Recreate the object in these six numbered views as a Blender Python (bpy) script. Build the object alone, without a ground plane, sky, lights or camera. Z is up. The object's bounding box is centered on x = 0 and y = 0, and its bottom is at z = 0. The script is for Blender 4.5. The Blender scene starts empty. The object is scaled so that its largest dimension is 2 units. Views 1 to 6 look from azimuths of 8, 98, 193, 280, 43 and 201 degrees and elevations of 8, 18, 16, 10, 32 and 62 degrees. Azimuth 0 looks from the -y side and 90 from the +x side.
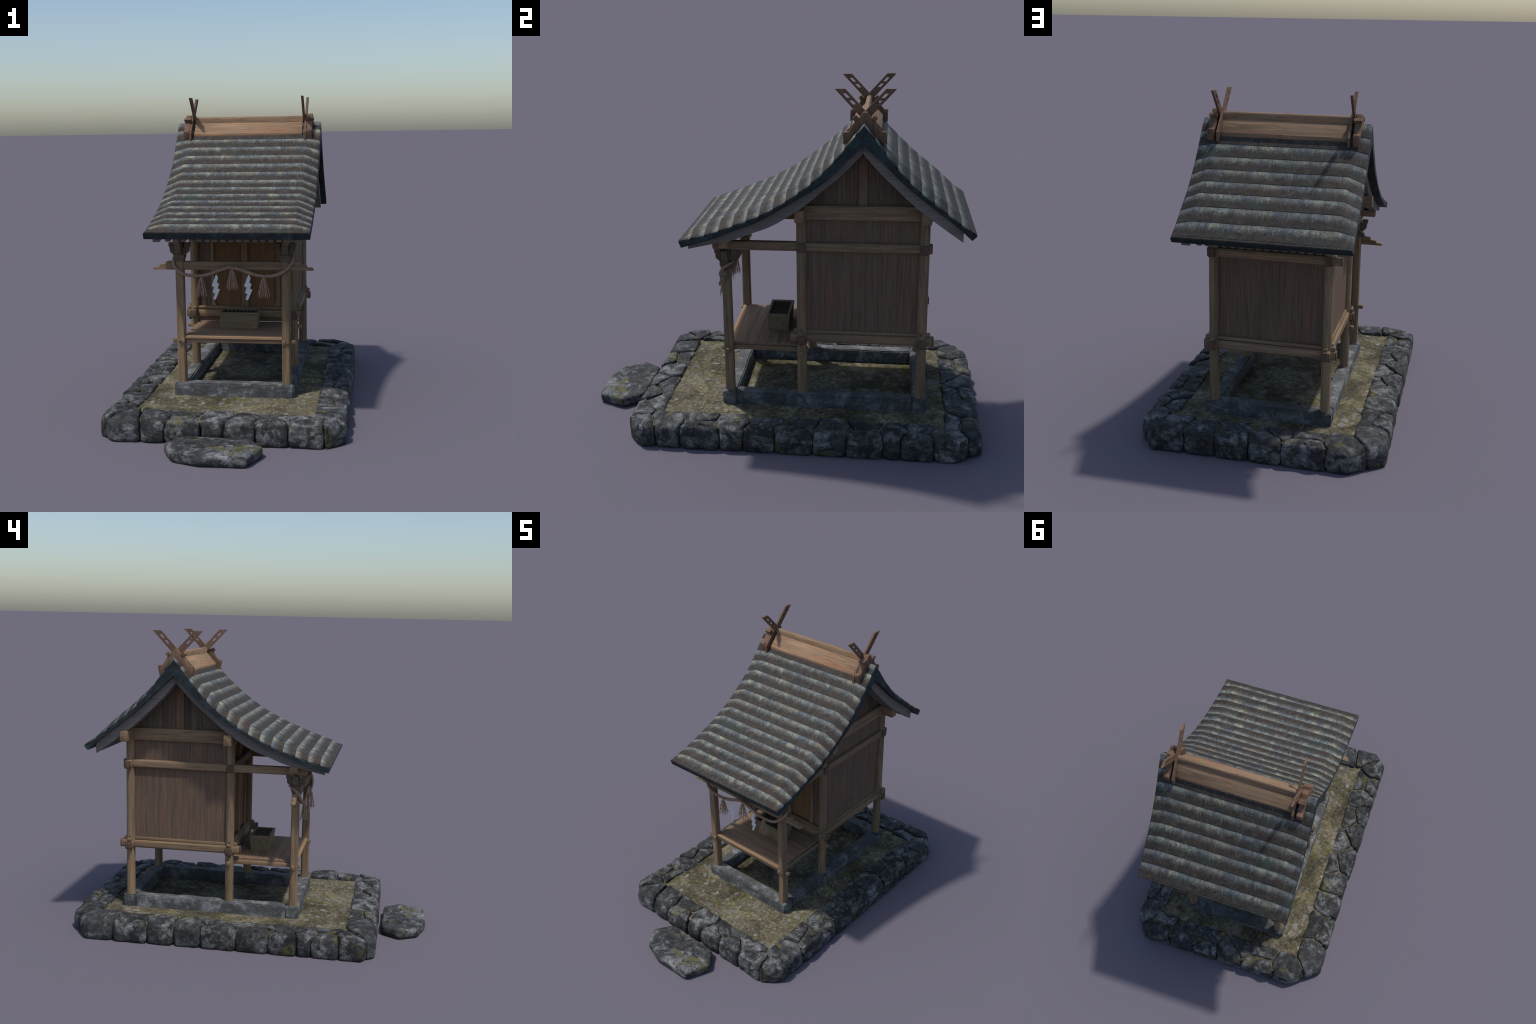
import bpy, bmesh, math, random
from mathutils import Vector, noise

RND = random.Random(7)
COL = bpy.context.scene.collection

# ------------------------------------------------------------------ helpers
def link(name, me, mat=None, parent=None, smooth=False):
    ob = bpy.data.objects.new(name, me)
    COL.objects.link(ob)
    if mat is not None:
        me.materials.append(mat)
    if parent is not None:
        ob.parent = parent
    if smooth:
        for p in me.polygons:
            p.use_smooth = True
    return ob

def empty(name, parent=None):
    ob = bpy.data.objects.new(name, None)
    COL.objects.link(ob)
    ob.empty_display_size = 0.1
    if parent is not None:
        ob.parent = parent
    return ob

def from_pydata(name, vs, fs, mat, parent, smooth=False):
    me = bpy.data.meshes.new(name)
    me.from_pydata([tuple(v) for v in vs], [], fs)
    bm = bmesh.new(); bm.from_mesh(me)
    bmesh.ops.recalc_face_normals(bm, faces=bm.faces)
    bm.to_mesh(me); bm.free()
    return link(name, me, mat, parent, smooth)

def from_bm(name, bm, mat, parent, smooth_angle=None):
    bmesh.ops.recalc_face_normals(bm, faces=bm.faces)
    me = bpy.data.meshes.new(name)
    bm.to_mesh(me); bm.free()
    ob = link(name, me, mat, parent)
    if smooth_angle:
        me.shade_smooth() if hasattr(me, 'shade_smooth') else None
        me.set_sharp_from_angle(angle=math.radians(smooth_angle))
    return ob

def wobble(bm, amp, freq, seed=0.0, keep=None):
    for v in bm.verts:
        if keep and keep(v.co):
            continue
        d = noise.noise_vector(v.co * freq + Vector((seed, seed * 1.7, -seed)))
        v.co += d * amp

def box(name, x0, x1, y0, y1, z0, z1, mat, parent, bevel=0.004, seg=2, sub=0, rough=0.0, seed=0.0):
    bm = bmesh.new()
    bmesh.ops.create_cube(bm, size=1.0)
    for v in bm.verts:
        v.co = Vector(((x0 + x1) / 2 + v.co.x * (x1 - x0), (y0 + y1) / 2 + v.co.y * (y1 - y0),
                       (z0 + z1) / 2 + v.co.z * (z1 - z0)))
    if bevel > 0:
        bmesh.ops.bevel(bm, geom=list(bm.edges), offset=bevel, segments=seg, affect='EDGES', profile=0.5)
    if sub:
        bmesh.ops.subdivide_edges(bm, edges=list(bm.edges), cuts=sub, use_grid_fill=True)
    if rough:
        wobble(bm, rough, 14.0, seed)
    return from_bm(name, bm, mat, parent, 40)

def prism(name, prof, axis, lo, hi, mat, parent, bevel=0.0, seg=1):
    """extrude a 2D outline along an axis: axis 0 -> outline in (y, z), 1 -> (x, z), 2 -> (x, y)"""
    bm = bmesh.new()
    def P(a, b, t):
        return {0: (t, a, b), 1: (a, t, b), 2: (a, b, t)}[axis]
    lo_v = [bm.verts.new(P(a, b, lo)) for a, b in prof]
    f = bm.faces.new(lo_v)
    r = bmesh.ops.extrude_face_region(bm, geom=[f])
    d = Vector(P(0, 0, hi - lo)) if axis == 0 else Vector({1: (0, hi - lo, 0), 2: (0, 0, hi - lo)}[axis])
    bmesh.ops.translate(bm, verts=[v for v in r['geom'] if isinstance(v, bmesh.types.BMVert)], vec=d)
    if bevel:
        bmesh.ops.bevel(bm, geom=list(bm.edges), offset=bevel, segments=seg, affect='EDGES', profile=0.5)
    return from_bm(name, bm, mat, parent, 40)

def log(name, p0, p1, r0, r1, mat, parent, n=18, rings=10, rough=0.0006, square=0.0, bevel=0.002):
    """round (or chamfered square) timber from p0 to p1"""
    p0, p1 = Vector(p0), Vector(p1)
    ax = (p1 - p0).normalized()
    side = Vector((1, 0, 0)) if abs(ax.x) < 0.9 else Vector((0, 1, 0))
    u = (side - ax * side.dot(ax)).normalized(); w = ax.cross(u)
    L = (p1 - p0).length
    prof = []
    if square:
        c = square
        for sx, sy, fl in ((1, 1, 0), (-1, 1, 1), (-1, -1, 0), (1, -1, 1)):
            a, b = (sx, sy * (1 - c)), (sx * (1 - c), sy)
            prof += [a, b] if not fl else [b, a]
    else:
        prof = [(math.cos(2 * math.pi * i / n), math.sin(2 * math.pi * i / n)) for i in range(n)]
    n = len(prof)
    vs, fs = [], []
    ts = [0, bevel / L] + [bevel / L + (1 - 2 * bevel / L) * i / rings for i in range(1, rings)] + [1 - bevel / L, 1]
    for k, t in enumerate(ts):
        r = r0 + (r1 - r0) * t
        if k in (0, len(ts) - 1):
            r -= bevel
        c = p0.lerp(p1, t)
        for a, b in prof:
            p = c + u * a * r + w * b * r
            q = noise.noise_vector(p * 9.0) * rough
            vs.append(p + q - ax * q.dot(ax))
    for k in range(len(ts) - 1):
        for i in range(n):
            j = (i + 1) % n
            fs.append((k * n + i, k * n + j, (k + 1) * n + j, (k + 1) * n + i))
    fs.append(tuple(range(n - 1, -1, -1)))
    fs.append(tuple((len(ts) - 1) * n + i for i in range(n)))
    ob = from_pydata(name, vs, fs, mat, parent, True)
    ob.data.set_sharp_from_angle(angle=math.radians(35))
    return ob

def tube(path, radii, n=8, lobes=0, twist=0.0, depth=0.0):
    """verts, faces of a tube along a path"""
    vs, fs = [], []
    m = len(path)
    up = Vector((0, 1, 0))
    for k, p in enumerate(path):
        t = (path[min(k + 1, m - 1)] - path[max(k - 1, 0)]).normalized()
        a = up - t * up.dot(t)
        if a.length < 1e-4:
            a = Vector((1, 0, 0)) - t * t.x
        a.normalize(); b = t.cross(a)
        for i in range(n):
            an = 2 * math.pi * i / n
            r = radii[k]
            if lobes:
                r *= 1 - depth + depth * abs(math.cos(lobes * (an + twist * k) / 2))
            vs.append(p + a * math.cos(an) * r + b * math.sin(an) * r)
    for k in range(m - 1):
        for i in range(n):
            j = (i + 1) % n
            fs.append((k * n + i, k * n + j, (k + 1) * n + j, (k + 1) * n + i))
    fs.append(tuple(range(n))); fs.append(tuple((m - 1) * n + i for i in range(n)))
    return vs, fs

def spline(pts, x):
    """monotone-ish cubic (Catmull-Rom) through control points sorted by x"""
    n = len(pts)
    if x <= pts[0][0]:
        i = 0
    elif x >= pts[-1][0]:
        i = n - 2
    else:
        i = max(k for k in range(n - 1) if pts[k][0] <= x)
    x0, y0 = pts[i]; x1, y1 = pts[i + 1]
    h = x1 - x0
    t = (x - x0) / h
    def slope(k):
        a = pts[max(k - 1, 0)]; b = pts[min(k + 1, n - 1)]
        return (b[1] - a[1]) / (b[0] - a[0])
    m0, m1 = slope(i) * h, slope(i + 1) * h
    t2, t3 = t * t, t * t * t
    return (2*t3 - 3*t2 + 1) * y0 + (t3 - 2*t2 + t) * m0 + (-2*t3 + 3*t2) * y1 + (t3 - t2) * m1

# ------------------------------------------------------------------ materials
class NT:
    def __init__(self, name, rough=0.8, spec=0.25):
        self.m = bpy.data.materials.new(name)
        self.m.use_nodes = True
        self.t = self.m.node_tree
        self.t.nodes.clear()
        self.out = self.n('ShaderNodeOutputMaterial')
        self.b = self.n('ShaderNodeBsdfPrincipled')
        self.b.inputs['Roughness'].default_value = rough
        self.b.inputs['Specular IOR Level'].default_value = spec
        self.l(self.b.outputs[0], self.out.inputs[0])
        self.tc = self.n('ShaderNodeTexCoord')
    def n(self, ty, **kw):
        nd = self.t.nodes.new(ty)
        for k, v in kw.items():
            setattr(nd, k, v)
        return nd
    def l(self, a, b):
        self.t.links.new(a, b)
    def mapping(self, src, scale=(1, 1, 1), loc=(0, 0, 0)):
        m = self.n('ShaderNodeMapping')
        m.inputs['Scale'].default_value = scale
        m.inputs['Location'].default_value = loc
        self.l(src, m.inputs['Vector'])
        return m.outputs[0]
    def noise(self, vec, scale, detail=4, rough=0.6, dist=0.0):
        n = self.n('ShaderNodeTexNoise')
        n.inputs['Scale'].default_value = scale
        n.inputs['Detail'].default_value = detail
        n.inputs['Roughness'].default_value = rough
        n.inputs['Distortion'].default_value = dist
        self.l(vec, n.inputs['Vector'])
        return n.outputs['Fac']
    def ramp(self, fac, stops, interp='LINEAR'):
        r = self.n('ShaderNodeValToRGB')
        r.color_ramp.interpolation = interp
        el = r.color_ramp.elements
        while len(el) < len(stops):
            el.new(0.5)
        for e, (p, c) in zip(el, stops):
            e.position = p
            e.color = (*c, 1) if isinstance(c, tuple) else (c, c, c, 1)
        self.l(fac, r.inputs[0])
        return r.outputs[0]
    def mix(self, fac, a, b, mode='MIX'):
        m = self.n('ShaderNodeMix', data_type='RGBA', blend_type=mode)
        for s, v in ((m.inputs[0], fac), (m.inputs[6], a), (m.inputs[7], b)):
            if isinstance(v, tuple):
                s.default_value = (*v, 1)
            elif isinstance(v, (int, float)):
                s.default_value = v
            else:
                self.l(v, s)
        return m.outputs[2]
    def math(self, op, a, b=0.0, clamp=False):
        m = self.n('ShaderNodeMath', operation=op, use_clamp=clamp)
        for s, v in ((m.inputs[0], a), (m.inputs[1], b)):
            if isinstance(v, (int, float)):
                s.default_value = v
            else:
                self.l(v, s)
        return m.outputs[0]
    def bump(self, h, strength=0.3, dist=0.002):
        b = self.n('ShaderNodeBump')
        b.inputs['Strength'].default_value = strength
        b.inputs['Distance'].default_value = dist
        self.l(h, b.inputs['Height'])
        self.l(b.outputs[0], self.b.inputs['Normal'])
    def color(self, c):
        self.l(c, self.b.inputs['Base Color'])
        return self.m

def wood(name, axis, base, dark, red, redness=0.5, streak=1.0, vary=0.25, fine=1.0):
    """weathered timber with the grain along one axis"""
    N = NT(name, 0.82, 0.2)
    obj = N.tc.outputs['Object']
    info = N.n('ShaderNodeObjectInfo')
    off = N.n('ShaderNodeVectorMath', operation='MULTIPLY_ADD')
    N.l(info.outputs['Random'], off.inputs[0])
    off.inputs[1].default_value = (7.3, 5.1, 9.7)
    N.l(obj, off.inputs[2])
    v = off.outputs[0]
    def sc(a, l):
        s = [a, a, a]; s[axis] = l
        return N.mapping(v, tuple(s))
    grain = N.noise(sc(210 * fine, 5), 1.0, 5, 0.65, 0.25)
    broad = N.noise(sc(38 * fine, 2.2), 1.0, 3, 0.55, 0.5)
    fleck = N.noise(sc(150 * fine, 14), 1.0, 2, 0.5, 0.4)
    blot = N.noise(v, 9.0, 3, 0.55)
    g = N.ramp(grain, [(0.33, dark), (0.55, base), (0.75, tuple(min(1, c * 1.18) for c in base))])
    c = N.mix(N.ramp(broad, [(0.42, 0.0), (0.72, streak * 0.75)]), g, dark)
    c = N.mix(N.math('MULTIPLY', N.ramp(broad, [(0.30, 1.0), (0.48, 0.0)]), redness), c, red)
    c = N.mix(N.math('MULTIPLY', N.ramp(fleck, [(0.63, 0.0), (0.70, 1.0)]), 0.55 * streak), c, tuple(x * 0.55 for x in red))
    c = N.mix(N.ramp(blot, [(0.40, 0.0), (0.70, 0.45)]), c, tuple(x * y for x, y in zip(base, (0.72, 0.76, 0.82))))
    tone = N.math('MULTIPLY_ADD', info.outputs['Random'], vary)
    tone.node.inputs[2].default_value = 1 - vary / 2
    c = N.mix(1.0, c, tone, 'MULTIPLY')
    N.bump(N.math('ADD', grain, N.math('MULTIPLY', fleck, 0.6)), 0.35, 0.0015)
    return N.color(c)

TAN = (0.295, 0.21, 0.125); TAN_D = (0.125, 0.084, 0.05); RED = (0.25, 0.115, 0.055)
W_POST = wood('weathered_post_wood', 2, TAN, TAN_D, RED, 0.6, 1.1)
W_X = wood('weathered_beam_wood_across', 0, (0.275, 0.188, 0.113), (0.12, 0.08, 0.05), RED, 0.5)
W_Y = wood('weathered_beam_wood_along', 1, (0.275, 0.188, 0.113), (0.12, 0.08, 0.05), RED, 0.5)
W_PANEL = wood('brown_panel_wood', 2, (0.165, 0.115, 0.08), (0.070, 0.046, 0.032), (0.17, 0.075, 0.034), 0.6, 0.7, 0.12, 1.5)
W_GABLE = wood('brown_gable_wood', 2, (0.145, 0.108, 0.073), (0.060, 0.044, 0.030), (0.12, 0.06, 0.038), 0.5, 1.0, 0.3, 0.9)
W_DOOR = wood('door_wood', 2, (0.20, 0.115, 0.055), (0.12, 0.065, 0.03), (0.22, 0.10, 0.035), 0.6, 0.6, 0.1)
W_DECK = wood('deck_wood', 0, (0.275, 0.185, 0.118), (0.12, 0.075, 0.046), (0.26, 0.12, 0.06), 0.6, 1.0, 0.15)
W_RIDGE = wood('ridge_wood', 0, (0.345, 0.23, 0.14), (0.155, 0.095, 0.056), (0.29, 0.12, 0.06), 0.75, 1.2, 0.1, 1.1)
W_FINIAL = wood('dark_finial_wood', 2, (0.20, 0.125, 0.08), (0.095, 0.058, 0.038), (0.22, 0.09, 0.05), 0.6, 0.8, 0.25)
W_DARK = wood('bracket_wood', 0, (0.17, 0.125, 0.088), (0.09, 0.064, 0.046), (0.16, 0.08, 0.05), 0.5, 0.8, 0.3)
W_BARGE = wood('grey_board_wood', 1, (0.21, 0.19, 0.172), (0.135, 0.12, 0.108), (0.17, 0.13, 0.105), 0.4, 0.7, 0.2)
W_END = wood('end_grain_wood', 2, (0.13, 0.085, 0.06), (0.07, 0.046, 0.034), (0.13, 0.06, 0.04), 0.5, 0.6, 0.2, 0.5)
W_EDGE = wood('pale_deck_edge_wood', 0, (0.40, 0.27, 0.155), (0.22, 0.14, 0.08), (0.33, 0.15, 0.07), 0.6, 0.8, 0.1)
W_DARKX = wood('dark_beam_wood', 0, (0.21, 0.14, 0.09), (0.10, 0.066, 0.043), (0.19, 0.09, 0.05), 0.5, 0.9, 0.2)
W_SLAT = wood('dark_slat_wood', 1, (0.075, 0.058, 0.042), (0.04, 0.03, 0.022), (0.07, 0.04, 0.03), 0.4, 0.6, 0.2)
W_BOX = wood('box_wood', 0, (0.215, 0.165, 0.10), (0.11, 0.082, 0.048), (0.16, 0.09, 0.05), 0.4, 0.7, 0.15, 0.6)

def stone_material(name, mossy=0.25, bright=1.0, soft=0.0):
    N = NT(name, 0.78, 0.3)
    info = N.n('ShaderNodeObjectInfo')
    off = N.n('ShaderNodeVectorMath', operation='MULTIPLY_ADD')
    N.l(info.outputs['Random'], off.inputs[0])
    off.inputs[1].default_value = (31.0, 17.0, 23.0)
    N.l(N.tc.outputs['Object'], off.inputs[2])
    v = off.outputs[0]
    big = N.noise(v, 9.0, 6, 0.68, 0.35)
    mid = N.noise(N.mapping(v, (1, 1, 1.7)), 30.0, 7, 0.74, 0.35)
    fine = N.noise(v, 230.0, 4, 0.75)
    s = bright
    c = N.ramp(mid, [(0.30, (0.014*s, 0.0145*s, 0.015*s)), (0.46, (0.034*s, 0.035*s, 0.035*s)), (0.58, (0.062*s, 0.064*s, 0.064*s)), (0.74, (0.14*s, 0.143*s, 0.143*s))])
    c = N.mix(N.ramp(big, [(0.49, 0.0), (0.54, 0.65), (0.66, 0.95)]), c, N.ramp(mid, [(0.32, (0.055*s, 0.057*s, 0.057*s)), (0.48, (0.135*s, 0.138*s, 0.138*s)), (0.64, (0.30*s, 0.305*s, 0.305*s))]))
    dk = N.noise(v, 15.0, 6, 0.7, 0.5)
    c = N.mix(N.ramp(dk, [(0.53, 0.0), (0.57, 0.8)]), c, (0.016*s, 0.0165*s, 0.0165*s))
    c = N.mix(1.0, c, N.ramp(fine, [(0.28, 0.7), (0.5, 1.0), (0.75, 1.35)]), 'MULTIPLY')
    if soft:
        c = N.mix(soft, c, N.ramp(big, [(0.35, (0.075, 0.078, 0.079)), (0.65, (0.15, 0.154, 0.155))]))
    ms = N.noise(v, 7.0, 5, 0.7, 0.6)
    mf = N.ramp(N.math('ADD', ms, N.math('MULTIPLY', mid, 0.35)), [(0.84 - 0.25 * mossy, 0.0), (0.89 - 0.25 * mossy, min(1.0, mossy * 3.0))])
    c = N.mix(mf, c, N.mix(fine, (0.06, 0.055, 0.015), (0.17, 0.15, 0.045)))
    vein = N.n('ShaderNodeTexVoronoi', feature='DISTANCE_TO_EDGE')
    vein.inputs['Scale'].default_value = 8.0
    warp = N.n('ShaderNodeVectorMath', operation='MULTIPLY_ADD')
    nz = N.n('ShaderNodeTexNoise'); nz.inputs['Scale'].default_value = 9.0
    N.l(v, nz.inputs['Vector'])
    N.l(nz.outputs['Color'], warp.inputs[0]); warp.inputs[1].default_value = (0.12, 0.12, 0.12); N.l(v, warp.inputs[2])
    N.l(warp.outputs[0], vein.inputs['Vector'])
    c = N.mix(N.ramp(vein.outputs['Distance'], [(0.0, 0.35), (0.02, 0.0)]), c, (0.02*s, 0.02*s, 0.02*s))
    tone = N.math('MULTIPLY_ADD', info.outputs['Random'], 0.5); tone.node.inputs[2].default_value = 0.75
    c = N.mix(1.0, c, tone, 'MULTIPLY')
    h = N.math('ADD', N.math('MULTIPLY', mid, 1.6), N.math('MULTIPLY', fine, 0.35))
    N.bump(h, 0.55, 0.006)
    return N.color(c)

M_STONE = stone_material('dark_lichen_stone', 0.25, 0.88)
M_SILL = stone_material('grey_sill_stone', 0.05, 1.5, 0.5)
M_SLAB = stone_material('dark_slab_stone', 0.36, 1.0)

def soil_material():
    N = NT('mossy_gravel_soil', 0.95, 0.12)
    v = N.tc.outputs['Object']
    a = N.noise(v, 9.0, 5, 0.65, 0.5)
    b = N.noise(v, 48.0, 5, 0.7, 0.3)
    d = N.noise(v, 190.0, 3, 0.7)
    earth = N.ramp(b, [(0.30, (0.055, 0.046, 0.028)), (0.50, (0.115, 0.099, 0.062)), (0.70, (0.205, 0.185, 0.13))])
    moss = N.ramp(b, [(0.30, (0.042, 0.043, 0.016)), (0.55, (0.105, 0.103, 0.036)), (0.78, (0.195, 0.185, 0.075))])
    c = N.mix(N.ramp(a, [(0.52, 0.0), (0.62, 0.8)]), earth, moss)
    for sc, th, seed in ((15.0, 0.36, 9.0), (28.0, 0.34, 0.0), (58.0, 0.38, 4.0)):
        vo = N.n('ShaderNodeTexVoronoi', feature='F1')
        vo.inputs['Scale'].default_value = sc
        vo.inputs['Randomness'].default_value = 1.0
        wp = N.n('ShaderNodeVectorMath', operation='MULTIPLY_ADD')
        wn = N.n('ShaderNodeTexNoise'); wn.inputs['Scale'].default_value = sc * 1.6; wn.inputs['Detail'].default_value = 3
        N.l(v, wn.inputs['Vector']); N.l(wn.outputs['Color'], wp.inputs[0])
        wp.inputs[1].default_value = (0.5 / sc, 0.5 / sc, 0); N.l(v, wp.inputs[2])
        N.l(N.mapping(wp.outputs[0], (1, 1, 0.1), (seed, seed, 0)), vo.inputs['Vector'])
        peb = N.ramp(vo.outputs['Distance'], [(th - 0.12, 1.0), (th, 0.0)])
        sep = N.n('ShaderNodeSeparateColor'); N.l(vo.outputs['Color'], sep.inputs[0])
        pick = N.ramp(sep.outputs[0], [(0.60, 0.0), (0.63, 1.0)])
        tone = N.ramp(sep.outputs[1], [(0.0, (0.115, 0.11, 0.10)), (0.5, (0.18, 0.17, 0.155)), (1.0, (0.25, 0.24, 0.22))])
        c = N.mix(N.math('MULTIPLY', N.math('MULTIPLY', peb, pick), 0.75 if sc < 40 else 0.4), c, tone)
    c = N.mix(1.0, c, N.ramp(d, [(0.25, 0.72), (0.75, 1.22)]), 'MULTIPLY')
    gr = N.noise(v, 7.0, 5, 0.7, 0.8)
    c = N.mix(N.ramp(gr, [(0.55, 0.0), (0.65, 0.55)]), c, N.ramp(b, [(0.3, (0.05, 0.05, 0.045)), (0.7, (0.17, 0.165, 0.15))]))
    lum = N.noise(v, 6.0, 4, 0.6, 0.6)
    c = N.mix(1.0, c, N.ramp(lum, [(0.36, 0.52), (0.5, 0.98), (0.64, 1.55)]), 'MULTIPLY')
    yl = N.noise(v, 22.0, 4, 0.7, 0.4)
    c = N.mix(N.ramp(yl, [(0.62, 0.0), (0.74, 0.65)]), c, (0.36, 0.33, 0.13))
    N.bump(N.math('ADD', b, N.math('MULTIPLY', d, 0.6)), 0.6, 0.006)
    return N.color(c)
M_SOIL = soil_material()

def pebble_material():
    N = NT('pale_pebble', 0.9, 0.15)
    v = N.tc.outputs['Object']
    info = N.n('ShaderNodeObjectInfo')
    a = N.noise(v, 60.0, 4, 0.7)
    c = N.ramp(a, [(0.3, (0.13, 0.125, 0.105)), (0.55, (0.205, 0.195, 0.17)), (0.75, (0.29, 0.275, 0.24))])
    tone = N.math('MULTIPLY_ADD', info.outputs['Random'], 0.4); tone.node.inputs[2].default_value = 0.75
    return N.color(N.mix(1.0, c, tone, 'MULTIPLY'))
M_PEB = pebble_material()

def course_material(name, flip):
    """roof course: pale strip at its head fading to dark brown at its butt"""
    N = NT(name, 0.75, 0.3)
    info = N.n('ShaderNodeObjectInfo')
    obj = N.tc.outputs['Object']
    sg = N.n('ShaderNodeSeparateXYZ'); N.l(N.tc.outputs['Generated'], sg.inputs[0])
    so = N.n('ShaderNodeSeparateXYZ'); N.l(obj, so.inputs[0])
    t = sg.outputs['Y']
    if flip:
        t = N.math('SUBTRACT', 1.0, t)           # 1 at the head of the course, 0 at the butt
    off = N.n('ShaderNodeVectorMath', operation='MULTIPLY_ADD')
    N.l(info.outputs['Random'], off.inputs[0])
    off.inputs[1].default_value = (13.0, 19.0, 3.0)
    N.l(obj, off.inputs[2])
    v = off.outputs[0]
    edge = N.noise(v, 30.0, 6, 0.72, 0.4)
    fine = N.noise(v, 300.0, 4, 0.8)
    grit = N.noise(v, 110.0, 5, 0.8, 0.3)
    patch = N.noise(N.mapping(v, (1, 0.3, 0.3)), 15.0, 5, 0.7)
    hue = N.noise(N.mapping(v, (1, 0.35, 0.35)), 21.0, 5, 0.68, 0.3)
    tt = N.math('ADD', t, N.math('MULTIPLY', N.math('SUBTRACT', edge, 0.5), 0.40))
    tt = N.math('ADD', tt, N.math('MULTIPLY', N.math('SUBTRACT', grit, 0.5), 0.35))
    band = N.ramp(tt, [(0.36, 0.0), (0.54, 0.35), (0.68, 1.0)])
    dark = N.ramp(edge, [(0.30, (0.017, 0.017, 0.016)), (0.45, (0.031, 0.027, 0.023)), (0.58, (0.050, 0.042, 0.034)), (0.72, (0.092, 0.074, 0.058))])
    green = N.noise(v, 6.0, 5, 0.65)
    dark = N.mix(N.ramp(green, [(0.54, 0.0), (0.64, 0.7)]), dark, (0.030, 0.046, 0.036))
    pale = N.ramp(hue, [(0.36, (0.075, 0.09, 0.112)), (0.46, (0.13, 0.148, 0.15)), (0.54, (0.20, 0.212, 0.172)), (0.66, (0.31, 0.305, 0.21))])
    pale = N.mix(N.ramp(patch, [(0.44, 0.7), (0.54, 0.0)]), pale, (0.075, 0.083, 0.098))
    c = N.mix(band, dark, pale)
    rust = N.noise(obj, 7.5, 6, 0.7, 0.8)
    c = N.mix(N.ramp(rust, [(0.50, 0.0), (0.62, 0.6)]), c, N.mix(band, (0.047, 0.033, 0.025), (0.17, 0.145, 0.105)))
    c = N.mix(1.0, c, N.ramp(fine, [(0.30, 0.5), (0.50, 0.95), (0.72, 1.6)]), 'MULTIPLY')
    c = N.mix(1.0, c, N.ramp(grit, [(0.30, 0.6), (0.50, 1.0), (0.70, 1.45)]), 'MULTIPLY')
    spark = N.noise(v, 120.0, 2, 0.6)
    c = N.mix(N.math('MULTIPLY', N.ramp(spark, [(0.70, 0.0), (0.74, 0.8)]), band), c, (0.48, 0.50, 0.48))
    # pale drips at the joints between sheets, staggered from course to course
    j = N.math('ADD', N.math('MULTIPLY', so.outputs['X'], 8.7), N.math('MULTIPLY', info.outputs['Random'], 5.0))
    j = N.math('ABSOLUTE', N.math('SUBTRACT', N.math('FRACT', j), 0.5))
    wd = N.math('MULTIPLY_ADD', t, 0.009); wd.node.inputs[2].default_value = 0.001
    line = N.math('LESS_THAN', j, wd)
    line = N.math('MULTIPLY', line, N.ramp(t, [(0.18, 0.0), (0.42, 0.85), (0.72, 0.55), (0.9, 0.2)]))
    line = N.math('MULTIPLY', line, N.ramp(patch, [(0.38, 0.15), (0.55, 0.8)]))
    c = N.mix(line, c, (0.36, 0.37, 0.29))
    N.bump(N.math('ADD', edge, N.math('MULTIPLY', fine, 0.4)), 0.35, 0.004)
    return N.color(c)
M_COURSE_F = course_material('pale_banded_roof_course', False)
M_COURSE_B = course_material('pale_banded_roof_course_rear', True)

def edge_material():
    N = NT('dark_teal_roof_edge', 0.7, 0.3)
    v = N.tc.outputs['Object']
    a = N.noise(v, 16.0, 5, 0.65, 0.6)
    f = N.noise(v, 120.0, 4, 0.7)
    c = N.ramp(a, [(0.32, (0.010, 0.014, 0.016)), (0.52, (0.017, 0.026, 0.029)), (0.70, (0.032, 0.054, 0.058))])
    c = N.mix(1.0, c, N.ramp(f, [(0.25, 0.6), (0.75, 1.4)]), 'MULTIPLY')
    N.bump(f, 0.3, 0.003)
    return N.color(c)
M_EDGE = edge_material()

def rope_material(name, k):
    N = NT(name, 0.9, 0.1)
    v = N.tc.outputs['Object']
    a = N.noise(N.mapping(v, (60, 300, 300)), 1.0, 3, 0.6)
    c = N.ramp(a, [(0.3, (0.15 * k, 0.10 * k, 0.068 * k)), (0.55, (0.29 * k, 0.20 * k, 0.14 * k)), (0.75, (0.44 * k, 0.315 * k, 0.225 * k))])
    N.bump(a, 0.5, 0.001)
    return N.color(c)
M_ROPE = rope_material('straw_rope', 1.0)
M_STRAW = rope_material('pale_straw', 1.35)

def paper_material():
    N = NT('white_paper', 0.9, 0.1)
    a = N.noise(N.tc.outputs['Object'], 60.0, 4, 0.6)
    N.l(N.ramp(a, [(0.3, (0.66, 0.68, 0.70)), (0.7, (0.78, 0.79, 0.80))]), N.b.inputs['Base Color'])
    tr = N.n('ShaderNodeBsdfTranslucent'); tr.inputs[0].default_value = (0.7, 0.72, 0.75, 1)
    mx = N.n('ShaderNodeMixShader'); mx.inputs[0].default_value = 0.25
    N.l(N.b.outputs[0], mx.inputs[1]); N.l(tr.outputs[0], mx.inputs[2])
    N.l(mx.outputs[0], N.out.inputs[0])
    return N.m
M_PAPER = paper_material()

# ------------------------------------------------------------------ things
shrine = empty('wooden_shrine')
shrine['label'] = 'small weathered wooden shrine on a dark stone platform'
shrine['category'] = 'shrine'

# ================================================================== PLATFORM
GROUND = 0.102
OUT_X, OUT_Y0, OUT_Y1, CH = 0.605, -0.722, 0.984, 0.085
IN_X, IN_Y0, IN_Y1 = 0.445, -0.560, 0.818

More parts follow.
